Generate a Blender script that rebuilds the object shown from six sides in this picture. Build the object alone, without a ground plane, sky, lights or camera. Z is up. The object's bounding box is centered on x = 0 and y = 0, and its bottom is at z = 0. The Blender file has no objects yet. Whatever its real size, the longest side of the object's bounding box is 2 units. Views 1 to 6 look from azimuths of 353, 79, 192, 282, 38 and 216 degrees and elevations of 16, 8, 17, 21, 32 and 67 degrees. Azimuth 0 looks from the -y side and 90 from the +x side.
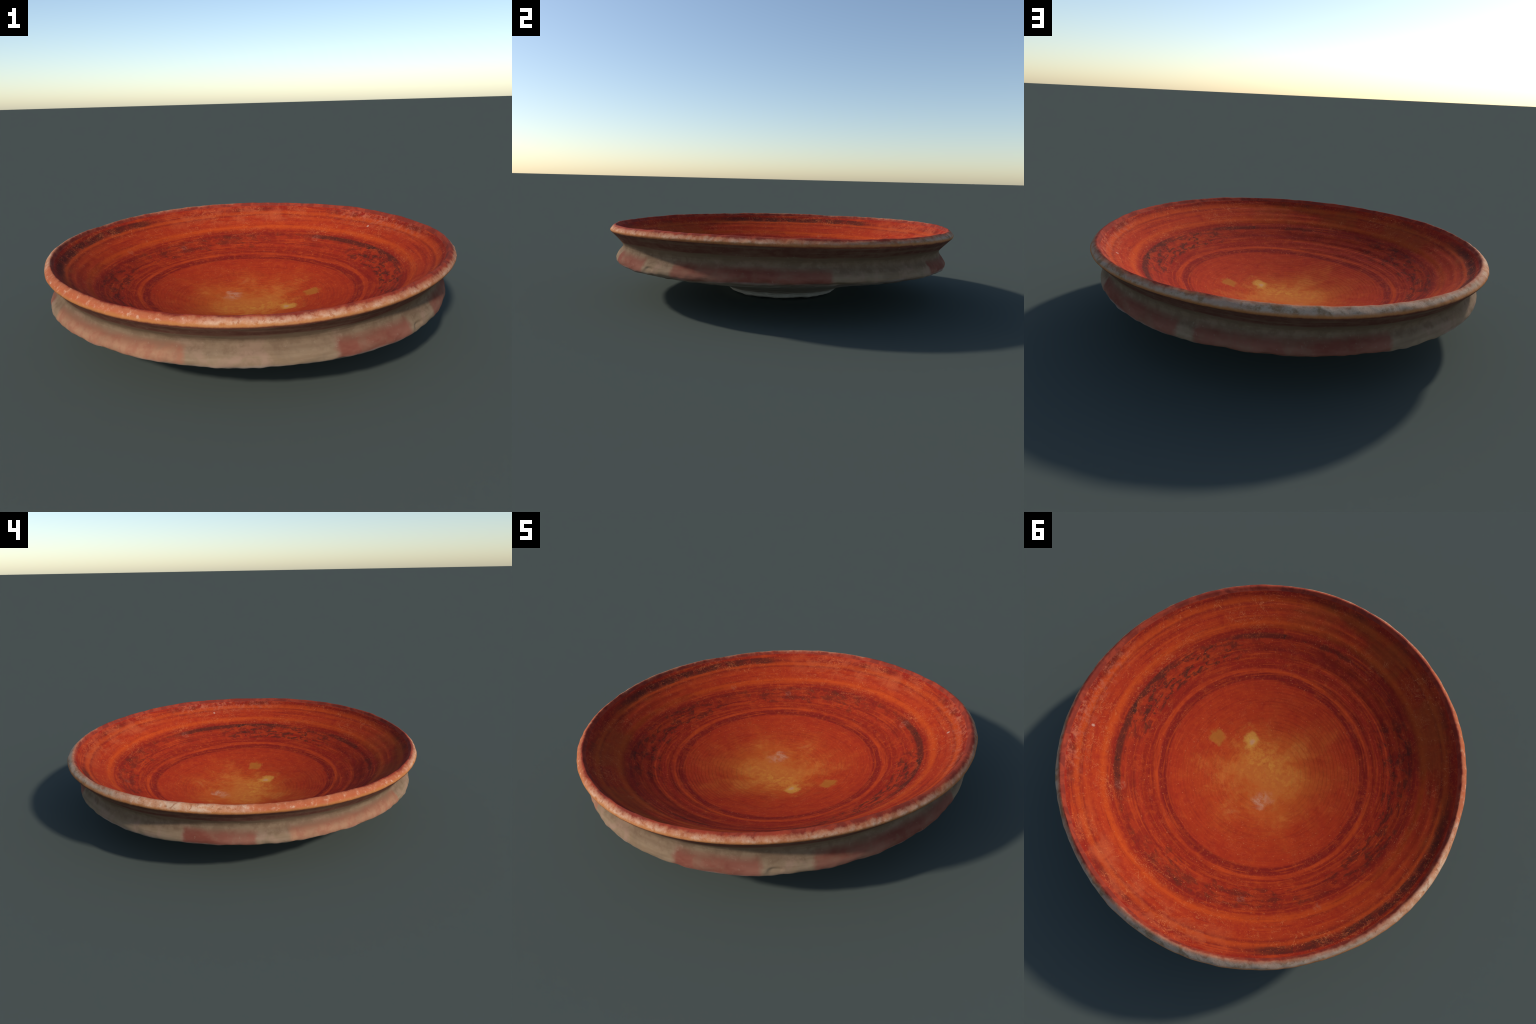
"""Shallow wheel-thrown pottery dish: flaring lip, waisted neck, rounded carination, small foot ring.
Built as one lathe-like surface (profile x azimuth) with slightly out-of-round, tilted rings,
then separated by region into parts that share border vertices and normals."""
import bpy
import numpy as np
from math import pi

rng = np.random.default_rng(7)

# ------------------------------------------------------------------ profile (radius, height)
OUTER = [(0.000, 0.024), (0.120, 0.024), (0.240, 0.022), (0.272, 0.013), (0.284, 0.003), (0.300, 0.003),
         (0.319, 0.014), (0.334, 0.029), (0.364, 0.047), (0.445, 0.0775), (0.6024, 0.1225), (0.783, 0.1616),
         (0.8896, 0.1861), (0.9539, 0.2068), (0.9637, 0.2255), (0.9530, 0.2490), (0.9300, 0.2790),
         (0.9290, 0.3010), (0.9470, 0.3260), (0.9770, 0.3590), (0.991, 0.3735), (0.9965, 0.3860), (0.986, 0.4015), (0.970, 0.4128)]
INNER = [(0.9625, 0.4108), (0.9520, 0.3950), (0.9200, 0.3620), (0.878, 0.3340), (0.825, 0.3000), (0.778, 0.2680),
         (0.736, 0.2440), (0.705, 0.2250), (0.630, 0.1870), (0.480, 0.1360), (0.330, 0.0945), (0.200, 0.0665), (0.100, 0.0560), (0.0, 0.053)]
# out-of-round and tilt: pairs (cos k, sin k) for k = 1, 2, ...
RIM_R = [0.0086, -0.0004, -0.0058, -0.0061, 0.0011, 0.0051, 0.0, 0.0012, -0.0012, -0.0007, -0.0003, -0.0015]
RIM_Z = [0.0108, 0.0030, 0.0017, -0.0029, -0.0024, -0.0026, -0.0005, -0.0004, -0.0001, -0.0006]
BODY_R = [0.0062, -0.0088, -0.0049, 0.0015, -0.0014, -0.0013, 0.0031, 0.0042]
BODY_Z = [0.0065, 0.0002, 0.0037, 0.0040, 0.0023, -0.0025, 0.0021, 0.0020]

INSIDE_Z = [0.0118, -0.0036] + BODY_Z[2:]


def spline(P, step):
    """Catmull-Rom through P, resampled at about `step` metres."""
    P = np.array(P, float)
    Q = np.vstack([2 * P[0] - P[1], P, 2 * P[-1] - P[-2]])
    u = np.linspace(0, 1, 40, endpoint=False)[:, None]
    out = []
    for i in range(1, len(Q) - 2):
        a, b, c, d = Q[i - 1:i + 3]
        out.append(0.5 * (2 * b + (c - a) * u + (2 * a - 5 * b + 4 * c - d) * u ** 2 + (3 * b - a - 3 * c + d) * u ** 3))
    C = np.vstack(out + [P[-1:]])
    s = np.r_[0, np.cumsum(np.hypot(*np.diff(C, axis=0).T))]
    n = max(4, int(s[-1] / step))
    t = np.linspace(0, s[-1], n)
    return np.c_[np.interp(t, s, C[:, 0]), np.interp(t, s, C[:, 1])]


full = spline(OUTER + INNER, 0.0042)
full[:, 0] = np.maximum(full[:, 0], 0)
crest = int(np.argmax(full[:, 1]))
outer, inner = full[:crest + 1], full[crest:]
# a finer sampling inside, where the contour steps are
s = np.r_[0, np.cumsum(np.hypot(*np.diff(inner, axis=0).T))]
t = np.linspace(0, s[-1], 440)
inner = np.c_[np.interp(t, s, inner[:, 0]), np.interp(t, s, inner[:, 1])]
prof = np.vstack([outer, inner[1:]])
prof = prof[1:-1]                                   # poles are added separately
NP, NA = len(prof), 720
th = np.linspace(-pi, pi, NA, endpoint=False)


def harmonics(c, a):
    v = np.zeros_like(a)
    for k in range(len(c) // 2):
        v += c[2 * k] * np.cos((k + 1) * a) + c[2 * k + 1] * np.sin((k + 1) * a)
    return v


def smooth(a, b, x):
    x = np.clip((x - a) / (b - a), 0, 1)
    return x * x * (3 - 2 * x)


def ring_noise(n_waves, falloff=0.0, lo=1):
    """Random periodic function of azimuth, unit rms."""
    k = np.arange(lo, n_waves + 1)
    A = rng.normal(size=(2, len(k))) * k[None] ** -falloff
    v = (A[0][:, None] * np.cos(k[:, None] * th) + A[1][:, None] * np.sin(k[:, None] * th)).sum(0)
    return v / v.std()


def patch_noise(freq_a, freq_s, sl, falloff=1.0):
    """Random field on (profile arc length, azimuth), unit rms, periodic in azimuth."""
    F = np.zeros((len(sl), NA))
    for _ in range(46):
        k = rng.integers(2, freq_a)
        m = rng.uniform(0, freq_s)
        w = 1.0 / (1 + (k / freq_a * 2) ** 2 * falloff)
        F += w * np.cos(k * th[None] + m * sl[:, None] * 2 * pi * rng.choice([-1, 1]) + rng.uniform(0, 2 * pi))
    return F / F.std()


r0, z0 = prof[:, :1], prof[:, 1:]
w = smooth(0.22, 0.37, z0)
f = np.clip(r0 / 0.95, 0, 1.1)
neck_r = -0.004 * np.exp(-((z0 - 0.315) / 0.03) ** 2) * (r0 > 0.9) * (np.arange(len(prof))[:, None] < crest) * np.cos(th)[None]
R = r0 + neck_r + (w * harmonics(RIM_R, th)[None] + (1 - w) * harmonics(BODY_R, th)[None]) * f
Z = z0 + (w * harmonics(RIM_Z, th)[None] + (1 - w) * np.where(np.arange(len(prof))[:, None] < crest, harmonics(BODY_Z, th)[None], harmonics(INSIDE_Z, th)[None])) * f ** 1.5

# surface normals of the profile, used to push relief outwards
tang = np.gradient(prof, axis=0)
tang /= np.linalg.norm(tang, axis=1)[:, None]
nr, nz = tang[:, 1:], -tang[:, :1]
sl = np.r_[0, np.cumsum(np.hypot(*np.diff(prof, axis=0).T))]
out_side = np.arange(NP) <= crest - 1
OUTM, INM = out_side[:, None] * 1.0, 1.0 - out_side[:, None]

# relief: knobbly hand-finished outside, worn uneven lip, low contour steps inside
bulge = np.exp(-((z0 - 0.205) / 0.035) ** 2) * OUTM
neck = np.exp(-((z0 - 0.29) / 0.05) ** 2) * OUTM
lip = smooth(0.372, 0.39, z0) * smooth(0.93, 0.955, r0)
foot = smooth(0.37, 0.33, r0) * smooth(0.26, 0.28, r0) * OUTM
rel = bulge * (0.0011 * patch_noise(120, 26, sl) + 0.0010 * patch_noise(60, 10, sl))
rel += neck * 0.0005 * patch_noise(70, 22, sl) + neck * 0.0003 * np.sin(sl * 2 * pi / 0.013)[:, None]
rel += lip * (0.0009 * patch_noise(110, 24, sl) + 0.0012 * patch_noise(18, 3, sl))
rel += foot * (0.0007 * patch_noise(60, 14, sl) + 0.0005 * ring_noise(24, 0.5, 3)[None])
under = OUTM * smooth(0.30, 0.36, r0) * smooth(0.92, 0.80, r0)
rel += under * (0.0006 * patch_noise(50, 20, sl) + 0.0007 * np.sin(sl * 2 * pi / 0.031)[:, None])
basin = INM * smooth(0.95, 0.90, r0)
rel += basin * (0.0004 * patch_noise(40, 14, sl) * smooth(0.08, 0.35, r0) + 0.0005 * np.sin(sl * 2 * pi / 0.052 + 1.1)[:, None] * smooth(0.45, 0.6, r0))

# chipped crescent on the carination
a0, zc = np.radians(-53.8), 0.226
da = (th[None] - a0) * 0.955
arc = z0 + harmonics(BODY_Z, th)[None] - (zc + 0.012 - 40 * da ** 2 * 0.18)
side = smooth(0.033, 0.022, np.abs(da)) * OUTM * (r0 > 0.9)
rel -= 0.0060 * side * np.exp(-np.clip(arc, 0, 1) ** 2 / 0.0035 ** 2) * smooth(-0.020, -0.001, arc)

R = R + nr * rel
Z = Z + nz * rel
# contour ridges: level steps about 5 mm apart
step = 0.0049
u = Z / step
fr = u - np.floor(u)
ridge = (np.floor(u) + smooth(0.0, 0.22, fr)) * step
Z = np.where(INM > 0, Z + (ridge - Z) * 0.12 * smooth(0.76, 0.55, r0) * smooth(0.03, 0.09, r0), Z)

shift = smooth(0.55, 0.33, r0) * OUTM             # foot ring a little off the axis
X = R * np.cos(th)[None] - 0.002 * shift
Y = R * np.sin(th)[None] + 0.012 * shift
Z = Z + 0.004 * np.cos(th)[None] * shift * smooth(0.1, 0.28, r0)
Z = np.where(Z < 0.002, 0.002 + (Z - 0.002) * 0.2, Z)   # worn flat where it stands
V = np.stack([X, Y, Z], -1).reshape(-1, 3)
pole_a = np.array([[-0.002, 0.012, Z[0].mean()]])
pole_b = np.array([[0, 0, Z[-1].mean()]])
V = np.vstack([V, pole_a, pole_b])
IA, IB = len(V) - 2, len(V) - 1
# put the bounding box on the centre, longest side 2 m
lo, hi = V.min(0), V.max(0)
V[:, :2] -= ((lo + hi) / 2)[:2]
V *= 2.0 / (hi - lo)[:2].max()
V[:, 2] -= V[:, 2].min()

# smooth normals of the whole surface
G = V[:NP * NA].reshape(NP, NA, 3)
da_ = np.roll(G, -1, 1) - np.roll(G, 1, 1)
dp_ = np.gradient(G, axis=0)
N = np.cross(da_, dp_).reshape(-1, 3)
N /= np.linalg.norm(N, axis=1)[:, None] + 1e-12
N = np.vstack([N, [[0, 0, -1.0]], [[0, 0, 1.0]]])


# ------------------------------------------------------------------ node helper
class Tree:
    def __init__(self, mat):
        self.nt = mat.node_tree
        self.nt.nodes.clear()

    def new(self, kind, **kw):
        n = self.nt.nodes.new(kind)
        for k, v in kw.items():
            setattr(n, k, v)
        return n

    def put(self, sock, v):
        if isinstance(v, Val):
            v = v.s
        if isinstance(v, bpy.types.NodeSocket):
            self.nt.links.new(v, sock)
        else:
            sock.default_value = v

    def math(self, op, *a, clamp=False):
        n = self.new("ShaderNodeMath", operation=op, use_clamp=clamp)
        for i, v in enumerate(a):
            self.put(n.inputs[i], v)
        return Val(self, n.outputs[0])

    def vec(self, x, y, z):
        n = self.new("ShaderNodeCombineXYZ")
        for i, v in enumerate((x, y, z)):
            self.put(n.inputs[i], v)
        return n.outputs[0]

    def noise(self, vec, scale, detail=3.0, rough=0.55, dist=0.0):
        n = self.new("ShaderNodeTexNoise")
        self.put(n.inputs["Vector"], vec)
        n.inputs["Scale"].default_value = scale
        n.inputs["Detail"].default_value = detail
        n.inputs["Roughness"].default_value = rough
        n.inputs["Distortion"].default_value = dist
        return Val(self, n.outputs[0])

    def voronoi(self, vec, scale, feature="F1"):
        n = self.new("ShaderNodeTexVoronoi", feature=feature)
        self.put(n.inputs["Vector"], vec)
        n.inputs["Scale"].default_value = scale
        d = Val(self, n.outputs["Distance"])
        sep = self.new("ShaderNodeSeparateColor")
        self.nt.links.new(n.outputs["Color"], sep.inputs[0])
        return d, Val(self, sep.outputs[0]), Val(self, sep.outputs[1])

    def ss(self, a, b, x):
        """smoothstep, falling when a > b"""
        n = self.new("ShaderNodeMapRange", interpolation_type="SMOOTHSTEP")
        self.put(n.inputs["Value"], x)
        if isinstance(a, (int, float)) and isinstance(b, (int, float)) and a > b:
            n.inputs["From Min"].default_value, n.inputs["From Max"].default_value = b, a
            n.inputs["To Min"].default_value, n.inputs["To Max"].default_value = 1, 0
        else:
            self.put(n.inputs["From Min"], a)
            self.put(n.inputs["From Max"], b)
        return Val(self, n.outputs[0])

    def band(self, x, c, half, soft):
        """1 inside |x - c| < half, soft edge"""
        return self.ss(half + soft, half, self.math("ABSOLUTE", x - c))

    def ramp(self, x, stops, interp="LINEAR"):
        n = self.new("ShaderNodeValToRGB")
        n.color_ramp.interpolation = interp
        e = n.color_ramp.elements
        while len(e) < len(stops):
            e.new(0.5)
        for el, (p, c) in zip(e, stops):
            el.position = p
        for el, (p, c) in zip(e, stops):
            el.position, el.color = p, (*c, 1)
        self.put(n.inputs[0], x)
        return n.outputs[0]

    def mix(self, fac, a, b, blend="MIX"):
        n = self.new("ShaderNodeMix", data_type="RGBA", blend_type=blend)
        n.clamp_factor = True
        self.put(n.inputs[0], fac)
        for i, v in ((6, a), (7, b)):
            self.put(n.inputs[i], (*v, 1) if isinstance(v, tuple) else v)
        return n.outputs[2]

    def finish(self, colour, rough, bump=None, strength=0.2, dist=0.004, spec=0.35):
        b = self.new("ShaderNodeBsdfPrincipled")
        o = self.new("ShaderNodeOutputMaterial")
        self.put(b.inputs["Base Color"], colour)
        self.put(b.inputs["Roughness"], rough)
        b.inputs["Specular IOR Level"].default_value = spec
        if bump is not None:
            n = self.new("ShaderNodeBump")
            n.inputs["Strength"].default_value = strength
            n.inputs["Distance"].default_value = dist
            self.put(n.inputs["Height"], bump)
            self.nt.links.new(n.outputs[0], b.inputs["Normal"])
        self.nt.links.new(b.outputs[0], o.inputs[0])


class Val:
    def __init__(self, t, s):
        self.t, self.s = t, s

    def _op(op):
        return lambda a, b: a.t.math(op, a, b)

    __add__, __sub__, __mul__, __truediv__ = _op("ADD"), _op("SUBTRACT"), _op("MULTIPLY"), _op("DIVIDE")
    __radd__, __rmul__ = _op("ADD"), _op("MULTIPLY")

    def __rsub__(a, b):
        return a.t.math("SUBTRACT", b, a)


def start(name):
    """Material with polar coordinates that follow the out-of-round rings of the dish."""
    m = bpy.data.materials.new(name)
    m.use_nodes = True
    t = Tree(m)
    tc = t.new("ShaderNodeTexCoord")
    sp = t.new("ShaderNodeSeparateXYZ")
    t.nt.links.new(tc.outputs["Object"], sp.inputs[0])
    x, y, z = (Val(t, o) for o in sp.outputs)
    r = t.math("SQRT", x * x + y * y + 1e-8)
    c, s_ = x / r, y / r
    cs = [(c, s_)]
    for k in range(2, 4):
        pc, ps = cs[-1]
        cs.append((pc * c - ps * s_, ps * c + pc * s_))

    def har(co, n):
        v = 0.0
        for k in range(n):
            v = cs[k][0] * co[2 * k] + v
            v = cs[k][1] * co[2 * k + 1] + v
        return v
    wt = t.ss(0.22, 0.37, z)
    f_ = r / 0.95
    rp = r - (har(RIM_R, 3) * wt + har(BODY_R, 3) * (1.0 - wt)) * f_
    zp = z - (har(RIM_Z, 2) * wt + har(BODY_Z, 2) * (1.0 - wt)) * f_
    t.obj, t.x, t.y, t.z, t.r, t.c, t.s = tc.outputs["Object"], x, y, z, r, c, s_
    t.rp, t.zp = rp, zp
    t.ang = t.math("ARCTAN2", y, x) * (180 / pi)
    return m, t


def arc_mask(t, mid, half, soft):
    """1 within `half` degrees of azimuth `mid`"""
    d = t.math("WRAP", t.ang - mid, 180.0, -180.0)
    return t.ss(half + soft, half, t.math("ABSOLUTE", d))


def spot(t, x, y, rad, soft, wob=None):
    d = t.math("SQRT", (t.x - x) * (t.x - x) + (t.y - y) * (t.y - y))
    if wob is not None:
        d = d + wob
    return t.ss(rad + soft, rad, d)


# ------------------------------------------------------------------ colours
RED, DARK, DEEP = (0.43, 0.048, 0.019), (0.235, 0.021, 0.015), (0.17, 0.018, 0.014)
ORANGE, OCHRE, BLACK = (0.56, 0.095, 0.018), (0.55, 0.165, 0.030), (0.050, 0.024, 0.018)
CREAM, CLAY = (0.62, 0.42, 0.29), (0.36, 0.25, 0.165)


def basin_material():
    m, t = start("red_slip_basin")
    streak = t.noise(t.vec(t.c * 1.6, t.s * 1.6, t.rp * 34.0), 1.0, 4, 0.6)
    streak2 = t.noise(t.vec(t.c * 2.6 + 7.0, t.s * 2.6, t.rp * 95.0), 1.0, 4, 0.65)
    cloud = t.noise(t.obj, 5.0, 5, 0.6)
    patchy = t.noise(t.obj, 13.0, 5, 0.65, 0.5)
    grain = t.noise(t.obj, 70.0, 5, 0.75)
    # the inner disk is set off centre and is not quite round
    off = (t.c * 0.0039 + t.s * 0.0173 + (t.c * t.c - t.s * t.s) * 0.007 - t.c * t.s * 0.034)
    r0 = t.rp - off * t.ss(0.74, 0.60, t.rp) * t.ss(0.1, 0.4, t.rp)
    rr = r0 + (streak - 0.5) * 0.014 + (patchy - 0.5) * 0.012
    col = t.ramp(rr, [
        (0.00, (0.53, 0.125, 0.022)), (0.17, (0.51, 0.100, 0.019)), (0.30, (0.45, 0.055, 0.016)), (0.49, (0.44, 0.050, 0.016)),
        (0.513, (0.42, 0.045, 0.016)), (0.522, DARK), (0.553, DARK), (0.560, (0.33, 0.034, 0.016)), (0.566, (0.45, 0.058, 0.016)), (0.577, (0.42, 0.050, 0.016)),
        (0.588, (0.29, 0.026, 0.014)), (0.64, (0.33, 0.031, 0.014)), (0.66, (0.38, 0.041, 0.015)), (0.675, (0.28, 0.026, 0.015)),
        (0.70, (0.36, 0.039, 0.015)), (0.725, (0.31, 0.032, 0.015)), (0.752, (0.26, 0.025, 0.015)), (0.778, (0.33, 0.033, 0.015)),
        (0.790, (0.45, 0.065, 0.016)), (0.806, (0.56, 0.092, 0.016)), (0.822, (0.44, 0.052, 0.016)), (0.850, (0.41, 0.044, 0.016)), (0.878, (0.43, 0.054, 0.016)),
        (0.891, (0.30, 0.036, 0.016)), (0.902, (0.50, 0.082, 0.016)), (0.914, (0.45, 0.066, 0.016)), (0.926, (0.25, 0.024, 0.015)),
        (0.950, (0.32, 0.029, 0.016))])
    mid = t.ss(0.45, 0.55, r0)
    # broken rings along the wheel direction
    col = t.mix(t.ss(0.54, 0.74, streak) * 0.45 * (mid * 0.6 + 0.4), col, ORANGE)
    col = t.mix(t.ss(0.46, 0.28, streak) * 0.5 * mid, col, DARK)
    col = t.mix(t.ss(0.53, 0.66, streak2) * 0.65 * mid, col, (0.56, 0.088, 0.017))
    col = t.mix(t.ss(0.45, 0.28, streak2) * 0.55 * mid, col, DEEP)
    col = t.mix(t.ss(0.54, 0.72, streak2) * 0.22 * (1.0 - mid), col, (0.52, 0.09, 0.018))
    col = t.mix(t.ss(0.47, 0.30, streak2) * 0.30 * (1.0 - mid), col, (0.33, 0.036, 0.016))
    col = t.mix(t.band(rr, 0.571, 0.005, 0.006) * t.ss(0.40, 0.62, cloud) * 0.8, col, (0.58, 0.088, 0.017))
    # uneven slip: cloudy reds and oranges
    col = t.mix(t.ss(0.50, 0.70, patchy) * 0.35, col, (0.52, 0.082, 0.018))
    col = t.mix(t.ss(0.48, 0.30, patchy) * 0.35, col, (0.34, 0.026, 0.016))
    mott = t.noise(t.obj, 32.0, 5, 0.72, 0.3)
    col = t.mix(t.ss(0.50, 0.68, mott) * 0.42, col, (0.56, 0.092, 0.020))
    col = t.mix(t.ss(0.48, 0.32, mott) * 0.42, col, (0.31, 0.026, 0.016))
    fine = t.noise(t.vec(t.c * 1.3 + 3.0, t.s * 1.3, t.rp * 170.0), 1.0, 2, 0.5)
    col = t.mix(t.ss(0.47, 0.34, fine) * 0.35 * t.ss(0.05, 0.2, t.rp) * t.ss(0.75, 0.55, t.rp), col, (0.30, 0.032, 0.016))
    # ochre bloom on the floor
    wisp = t.noise(t.obj, 8.0, 6, 0.70, 0.35)
    bl = spot(t, -0.02, 0.01, 0.0, 0.46, (cloud - 0.5) * 0.5 + (wisp - 0.5) * 0.6 + (grain - 0.5) * 0.12)
    col = t.mix(bl * 0.72, col, (0.62, 0.190, 0.032))
    bl2 = spot(t, 0.03, 0.02, 0.0, 0.36, (wisp - 0.5) * 0.9 + (grain - 0.5) * 0.35)
    col = t.mix(t.ss(0.15, 0.9, bl2) * 0.55, col, (0.58, 0.215, 0.045))
    col = t.mix(arc_mask(t, -130.0, 50, 30) * t.band(r0, 0.86, 0.05, 0.05) * t.ss(0.42, 0.6, cloud) * 0.4, col, (0.42, 0.115, 0.022))
    smear = spot(t, 0.10, -0.055, 0.01, 0.17, (wisp - 0.5) * 0.5) + spot(t, -0.09, -0.06, 0.0, 0.16, (wisp - 0.5) * 0.6) * 0.7
    col = t.mix(smear * t.ss(0.40, 0.62, mott + (wisp - 0.5) * 0.5) * 0.85, col, (0.66, 0.33, 0.055))
    wob = (t.noise(t.obj, 20.0, 3) - 0.5) * 0.06
    fade = t.ss(0.30, 0.60, patchy) * 0.35 + 0.5
    col = t.mix(spot(t, 0.329, 0.005, 0.030, 0.024, wob * 1.2) * fade, col, (0.46, 0.190, 0.030))
    col = t.mix(spot(t, 0.179, -0.098, 0.018, 0.034, wob * 1.4) * 0.9, col, (0.66, 0.40, 0.075))
    col = t.mix(spot(t, 0.172, -0.096, 0.003, 0.018, wob * 0.8) * 0.75, col, (0.62, 0.40, 0.24))
    chalk = spot(t, -0.081, 0.129, 0.010, 0.055, wob * 1.9) + spot(t, -0.066, 0.155, 0.004, 0.04, wob * 2.0) * 0.6
    col = t.mix(chalk * t.ss(0.36, 0.60, mott * 0.5 + grain * 0.5) * 0.75, col, (0.60, 0.36, 0.22))
    col = t.mix(spot(t, 0.02, 0.23, 0.02, 0.09, wob * 2.0) * t.ss(0.5, 0.7, patchy) * 0.6, col, (0.52, 0.20, 0.07))
    # painted ring: dark line with a row of half moons hanging below it
    jig = t.ang + (cloud - 0.5) * 14.0
    tooth = t.math("SINE", jig * (39 * pi / 180)) * 0.5 + 0.5
    low = 0.734 - 0.032 * t.math("SQRT", tooth)
    moon = t.ss(0.740, 0.734, rr) * t.ss(low, low + 0.006, rr) * t.ss(0.12, 0.35, tooth)
    clear = t.math("MAXIMUM", arc_mask(t, -66.0, 26, 12), arc_mask(t, 48.0, 34, 20) * 0.95) * t.ss(0.36, 0.56, patchy) + 0.08
    col = t.mix(t.band(rr, 0.712, 0.034, 0.02) * t.ss(0.42, 0.66, cloud) * 0.5, col, DEEP)
    col = t.mix(moon * clear * 0.85, col, (0.40, 0.047, 0.016))
    line = arc_mask(t, 20.0, 24, 14) + arc_mask(t, -50.0, 8, 8) * 0.8 + t.ss(0.52, 0.62, patchy) * 0.6
    col = t.mix(t.band(rr, 0.746, 0.008, 0.010) * line * 0.75, col, (0.075, 0.026, 0.019))
    # sooty mottling in the same ring
    blot = t.noise(t.vec(t.c * 7.0 + t.rp * 9.0, t.s * 7.0, t.rp * 24.0), 1.5, 5, 0.62, 0.6)
    strong = arc_mask(t, -8.0, 24, 16) + arc_mask(t, -165.0, 30, 22) * 0.75 + arc_mask(t, 108.0, 22, 22) * 0.5 + 0.12
    ring = t.band(rr, 0.690, 0.045, 0.022)
    col = t.mix(ring * t.ss(0.49, 0.62, blot) * strong * 0.75, col, (0.075, 0.027, 0.019))
    col = t.mix(ring * t.ss(0.44, 0.36, blot) * t.ss(0.3, 0.5, strong) * 0.7, col, (0.44, 0.060, 0.017))
    # dark arc below the lip
    dk = arc_mask(t, 160.0, 26, 16)
    col = t.mix(dk * t.band(rr + (streak2 - 0.5) * 0.02, 0.928, 0.010, 0.014) * (t.ss(0.3, 0.6, patchy) * 0.5 + 0.35), col, (0.075, 0.027, 0.02))
    col = t.mix(t.band(rr, 0.928, 0.006, 0.014) * t.ss(0.50, 0.66, cloud) * 0.5, col, (0.11, 0.03, 0.02))
    # pale worn zone at one side of the wall
    worn = arc_mask(t, 22.0, 14, 16) * t.ss(0.84, 0.94, t.rp) * t.ss(0.44, 0.66, t.noise(t.obj, 30.0, 6, 0.75))
    col = t.mix(worn * 0.75, col, (0.52, 0.19, 0.11))
    rub = arc_mask(t, 88.0, 18, 20) * t.band(t.rp, 0.90, 0.03, 0.05) * t.ss(0.40, 0.62, patchy)
    col = t.mix(rub * 0.4, col, (0.54, 0.15, 0.06))
    # flecks, hairline scratches and rubbed grain where the slip is thin
    d, h, _ = t.voronoi(t.obj, 62.0)
    col = t.mix(t.ss(0.24, 0.08, d) * t.ss(0.84, 0.88, h) * 0.7, col, (0.62, 0.22, 0.085))
    d, h, _ = t.voronoi(t.obj, 120.0)
    col = t.mix(t.ss(0.35, 0.10, d) * t.ss(0.74, 0.82, h) * 0.55, col, (0.64, 0.165, 0.04))
    outer = t.ss(0.70, 0.82, t.rp) * 0.7 + 0.3
    for sc, th_, seed in ((7.0, 0.006, 0.0), (12.0, 0.008, 4.0), (20.0, 0.010, 9.0)):
        n = t.noise(t.vec(t.x + seed, t.y, t.z * 2.0), sc, 4, 0.6, 0.8)
        hair = t.ss(th_, th_ * 0.3, t.math("ABSOLUTE", n - 0.52)) * t.ss(0.52, 0.62, t.noise(t.vec(t.x, t.y + seed, t.z), 6.0, 3))
        col = t.mix(hair * outer * 0.8, col, (0.66, 0.22, 0.075))
    col = t.mix(t.ss(0.54, 0.70, grain) * (outer * 0.35 + 0.1), col, (0.62, 0.12, 0.026))
    col = t.mix(t.ss(0.44, 0.30, grain) * 0.30, col, DARK)
    col = t.mix(spot(t, 0.773, 0.411, 0.003, 0.007) * 0.8, col, (0.66, 0.46, 0.34))
    brk = t.ss(0.40, 0.60, t.noise(t.obj, 75.0, 4, 0.7))
    col = t.mix(spot(t, 0.489, 0.551, 0.004, 0.030, wob) * brk * 0.55, col, (0.44, 0.19, 0.12))
    col = t.mix(spot(t, -0.339, 0.618, 0.003, 0.022, wob * 0.7) * brk * 0.45, col, (0.46, 0.20, 0.13))
    col = t.mix(spot(t, -0.646, 0.435, 0.002, 0.022, wob * 0.7) * brk * 0.5, col, (0.48, 0.22, 0.12))
    col = t.mix(1.0, col, (0.87, 0.65, 0.60), 'MULTIPLY')
    t.finish(col, 0.8 + (grain - 0.5) * 0.15, grain * 0.6 + patchy * 0.4, 0.2, 0.003, 0.06)
    return m


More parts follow.
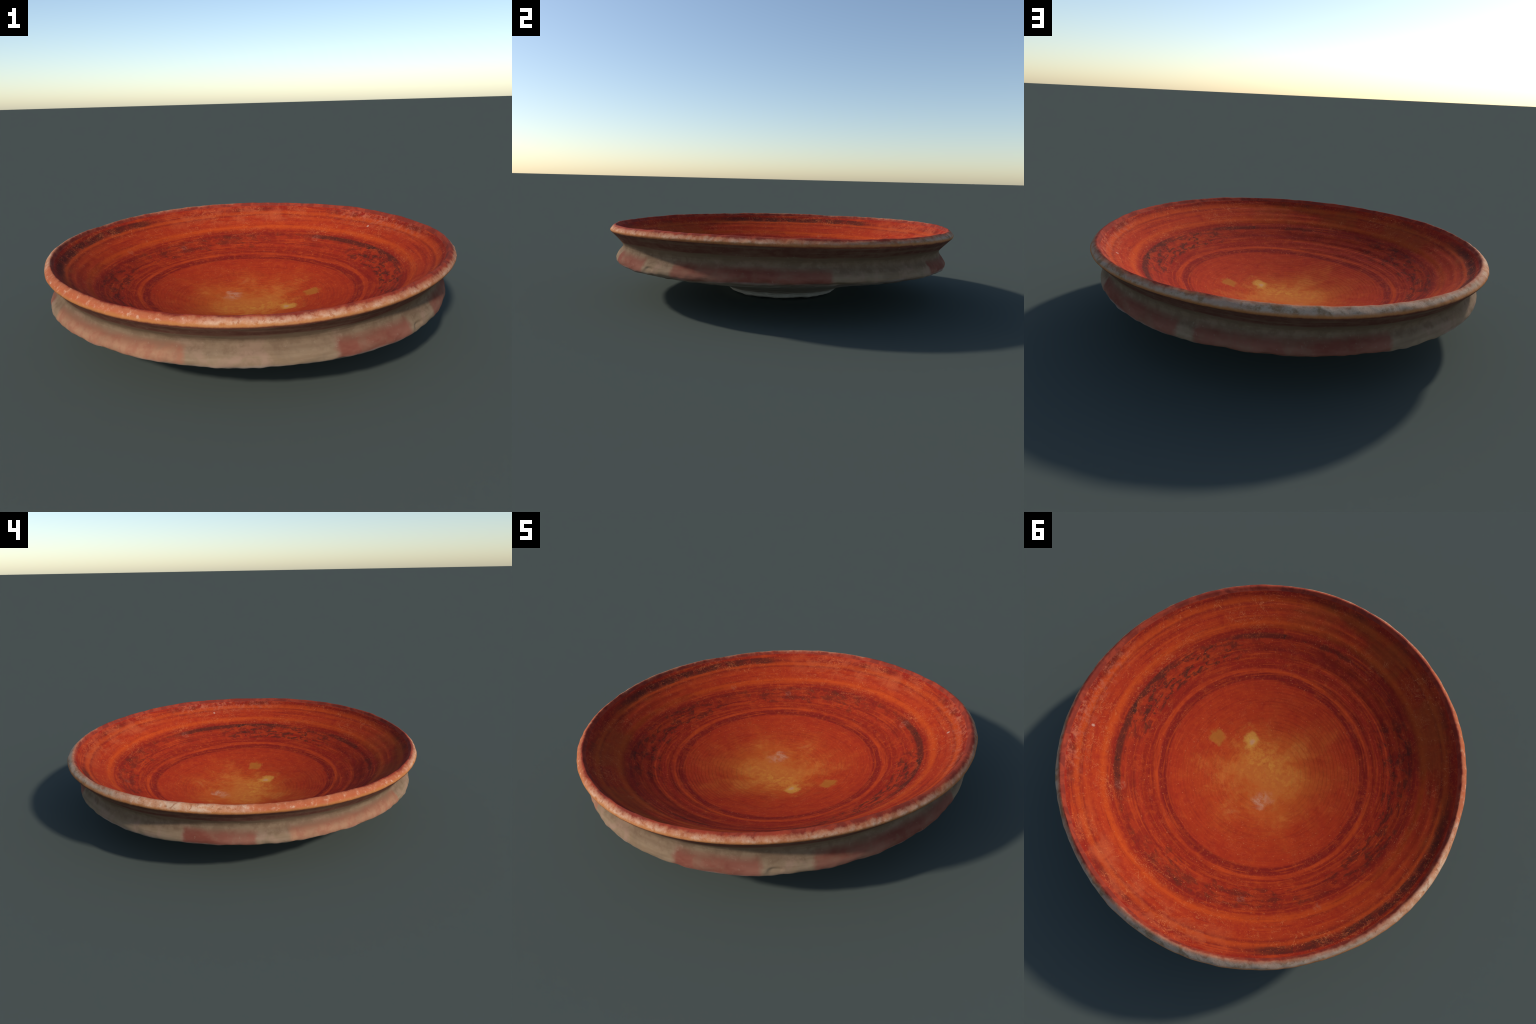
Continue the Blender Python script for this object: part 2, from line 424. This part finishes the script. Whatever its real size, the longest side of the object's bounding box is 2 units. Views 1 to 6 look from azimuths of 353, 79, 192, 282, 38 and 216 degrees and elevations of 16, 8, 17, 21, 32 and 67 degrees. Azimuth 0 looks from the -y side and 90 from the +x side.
def lip_material():
    m, t = start("worn_lip")
    n1 = t.noise(t.vec(t.c * 9.0, t.s * 9.0, t.z * 16.0), 1.6, 6, 0.66)
    n2 = t.noise(t.obj, 38.0, 6, 0.72)
    n3 = t.noise(t.obj, 3.2, 2, 0.5)
    n4 = t.noise(t.obj, 15.0, 4, 0.6, 0.6)
    col = t.mix(t.ss(0.38, 0.60, n1), (0.55, 0.275, 0.155), (0.66, 0.47, 0.33))
    col = t.mix(t.ss(0.52, 0.66, n4) * 0.75, col, (0.56, 0.25, 0.12))
    col = t.mix(t.ss(0.52, 0.74, n2) * 0.5, col, (0.70, 0.52, 0.39))
    col = t.mix(t.ss(0.48, 0.36, n2) * 0.75, col, (0.34, 0.135, 0.06))
    # one stretch keeps its red slip
    red = t.math("MAXIMUM", arc_mask(t, -138.0, 22, 16), t.ss(0.56, 0.68, n3) * 0.7) * t.ss(0.74, 0.50, n2)
    col = t.mix(red * 0.9, col, (0.46, 0.115, 0.045))
    # greyer, darker towards the back
    grey = arc_mask(t, 78.0, 62, 30)
    col = t.mix(grey * 0.7, col, (0.40, 0.34, 0.27))
    col = t.mix(grey * t.ss(0.46, 0.62, n1) * 0.85, col, (0.24, 0.14, 0.07))
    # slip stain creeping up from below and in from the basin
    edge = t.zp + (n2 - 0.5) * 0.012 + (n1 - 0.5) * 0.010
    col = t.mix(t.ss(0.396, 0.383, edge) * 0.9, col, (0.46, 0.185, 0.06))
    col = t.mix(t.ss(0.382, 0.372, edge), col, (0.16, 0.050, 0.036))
    ins = t.rp + (n2 - 0.5) * 0.022 + (n4 - 0.5) * 0.016
    col = t.mix(t.ss(0.988, 0.972, ins) * 0.7, col, (0.40, 0.125, 0.06))
    col = t.mix(t.ss(0.975, 0.963, ins) * 0.92, col, t.mix(t.ss(0.42, 0.58, n4), (0.20, 0.022, 0.015), (0.31, 0.040, 0.020)))
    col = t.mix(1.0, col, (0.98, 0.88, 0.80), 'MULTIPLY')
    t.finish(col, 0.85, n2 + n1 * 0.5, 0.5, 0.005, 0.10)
    return m


def wall_material():
    m, t = start("bare_clay_wall")
    n1 = t.noise(t.vec(t.c * 3.0, t.s * 3.0, t.z * 9.0), 1.5, 4, 0.6)
    n2 = t.noise(t.obj, 24.0, 5, 0.62)
    st = t.noise(t.vec(t.c * 3.0, t.s * 3.0, t.z * 60.0), 1.0, 3, 0.6)
    col = t.mix(t.ss(0.30, 0.70, n1), (0.33, 0.225, 0.145), (0.40, 0.29, 0.20))
    col = t.mix(t.ss(0.45, 0.62, st) * 0.35, col, (0.25, 0.155, 0.095))
    n5 = t.noise(t.obj, 9.0, 5, 0.65, 0.4)
    col = t.mix(t.ss(0.46, 0.64, n5) * 0.6, col, (0.46, 0.29, 0.225))
    col = t.mix(t.ss(0.46, 0.32, n5) * 0.40, col, (0.27, 0.19, 0.135))
    # darker brown band round the neck
    waist_dark = t.band(t.zp + (n2 - 0.5) * 0.03, 0.283, 0.016, 0.022)
    col = t.mix(waist_dark * t.ss(0.40, 0.62, n2) * 0.75, col, (0.20, 0.125, 0.08))
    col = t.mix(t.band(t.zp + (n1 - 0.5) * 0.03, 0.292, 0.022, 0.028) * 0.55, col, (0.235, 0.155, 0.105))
    # red slip patches with crisp vertical ends
    az = (n2 - 0.5) * 3.0
    t.ang = t.ang + az
    patch = None
    for mid, half in ((-133.0, 20.5), (-68.0, 9.5), (-22.0, 22.0), (57.0, 17.0), (103.0, 22.0), (-174.0, 9.0)):
        a = arc_mask(t, mid, half, 2.0)
        patch = a if patch is None else t.math("MAXIMUM", patch, a)
    t.ang = t.ang - az
    zz = t.zp + (n1 - 0.5) * 0.03
    hgt = t.ss(0.288, 0.255, zz) * t.ss(0.196, 0.214, zz)
    tone = t.mix(arc_mask(t, -134.0, 26, 4), t.mix(t.ss(0.35, 0.65, n1), (0.26, 0.070, 0.050), (0.37, 0.145, 0.105)), t.mix(t.ss(0.35, 0.65, n2), (0.46, 0.195, 0.125), (0.53, 0.28, 0.175)))
    tone = t.mix(t.ss(0.235, 0.27, zz) * 0.55, tone, (0.21, 0.058, 0.042))
    col = t.mix(patch * hgt * (t.ss(0.30, 0.55, n5) * 0.35 + 0.6), col, tone)
    # paler, greyish lower curve and the pale crest of the chip
    col = t.mix(t.ss(0.219, 0.200, zz) * 0.75, col, (0.50, 0.42, 0.40))
    col = t.mix(t.ss(0.202, 0.192, zz) * t.ss(0.42, 0.58, n2) * 0.6, col, (0.20, 0.16, 0.15))
    # maroon slip under the lip ends in an uneven line
    top = t.zp + (n1 - 0.5) * 0.026 + (n2 - 0.5) * 0.010
    col = t.mix(t.ss(0.300, 0.318, top) * 0.45, col, (0.24, 0.16, 0.11))
    maroon = t.mix(t.ss(0.40, 0.65, n2), (0.20, 0.075, 0.058), (0.25, 0.115, 0.085))
    col = t.mix(t.ss(0.318, 0.328, top) * (t.ss(0.35, 0.55, st) * 0.4 + 0.55), col, maroon)
    col = t.mix(t.ss(0.60, 0.72, t.noise(t.obj, 55.0, 4, 0.7)) * 0.3, col, (0.46, 0.36, 0.27))
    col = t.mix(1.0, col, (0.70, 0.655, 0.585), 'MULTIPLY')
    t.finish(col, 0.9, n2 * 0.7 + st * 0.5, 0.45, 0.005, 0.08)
    return m


def underside_material():
    m, t = start("plain_underside")
    n2 = t.noise(t.obj, 14.0, 5, 0.6)
    st = t.noise(t.vec(t.c * 2.0, t.s * 2.0, t.rp * 40.0), 1.0, 3, 0.6)
    col = t.mix(t.ss(0.3, 0.7, n2), (0.33, 0.275, 0.23), (0.41, 0.345, 0.29))
    col = t.mix(t.ss(0.5, 0.7, st) * 0.4, col, (0.27, 0.21, 0.17))
    t.finish(col, 0.88, n2, 0.3, 0.004, 0.2)
    return m


def foot_material():
    m, t = start("pale_foot")
    n2 = t.noise(t.obj, 30.0, 5, 0.62)
    col = t.mix(t.ss(0.3, 0.7, n2), (0.46, 0.42, 0.37), (0.56, 0.52, 0.46))
    t.finish(col, 0.9, n2, 0.35, 0.004, 0.2)
    return m


# ------------------------------------------------------------------ parts
root = bpy.data.objects.new("pottery_dish", None)
bpy.context.scene.collection.objects.link(root)
root["label"] = "shallow red-slipped clay dish with flared rim and foot ring"
root["category"] = "pottery dish"


def row_where(cond):
    return int(np.argmax(cond))


k_foot0 = row_where(prof[:, 0] > 0.256)
k_foot1 = row_where(prof[:, 0] > 0.342)
k_wall = row_where((prof[:, 0] > 0.900))
k_lip0 = row_where((prof[:, 1] > 0.372) & (prof[:, 0] > 0.97))
k_lip1 = crest + row_where(prof[crest:, 0] < 0.953)

parts = [("foot_recess", -1, k_foot0, foot_material()), ("foot_ring", k_foot0, k_foot1, None),
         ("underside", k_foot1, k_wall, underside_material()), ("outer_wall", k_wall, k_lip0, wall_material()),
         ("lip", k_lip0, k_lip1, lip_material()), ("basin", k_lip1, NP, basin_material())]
parts[1] = (*parts[1][:3], parts[0][3])

j = np.arange(NA)
j1 = (j + 1) % NA
for name, a, b, mat in parts:
    rows = np.arange(max(a, 0), min(b, NP - 1) + 1)
    ids = [rows[:, None] * NA + j[None]]
    quads = np.stack([rows[:-1, None] * NA + j, rows[:-1, None] * NA + j1, rows[1:, None] * NA + j1, rows[1:, None] * NA + j], -1).reshape(-1, 4)
    tris = np.zeros((0, 3), int)
    if a < 0:
        tris = np.stack([np.full(NA, IA), j1, j], -1)
    if b >= NP:
        q = (NP - 1) * NA
        tris = np.stack([np.full(NA, IB), q + j, q + j1], -1)
    used = np.unique(np.r_[quads.ravel(), tris.ravel()])
    remap = np.full(len(V), -1)
    remap[used] = np.arange(len(used))
    me = bpy.data.meshes.new(name)
    loops = np.r_[remap[quads].ravel(), remap[tris].ravel()].astype(np.int32)
    starts = np.r_[np.arange(len(quads)) * 4, len(quads) * 4 + np.arange(len(tris)) * 3].astype(np.int32)
    me.vertices.add(len(used))
    me.vertices.foreach_set("co", V[used].astype(np.float32).ravel())
    me.loops.add(len(loops))
    me.loops.foreach_set("vertex_index", loops)
    me.polygons.add(len(starts))
    me.polygons.foreach_set("loop_start", starts)
    me.update(calc_edges=True)
    me.validate()
    me.polygons.foreach_set("use_smooth", np.ones(len(starts), bool))
    me.normals_split_custom_set_from_vertices(N[used].astype(np.float32))
    me.materials.append(mat)
    ob = bpy.data.objects.new(name, me)
    bpy.context.scene.collection.objects.link(ob)
    ob.parent = root
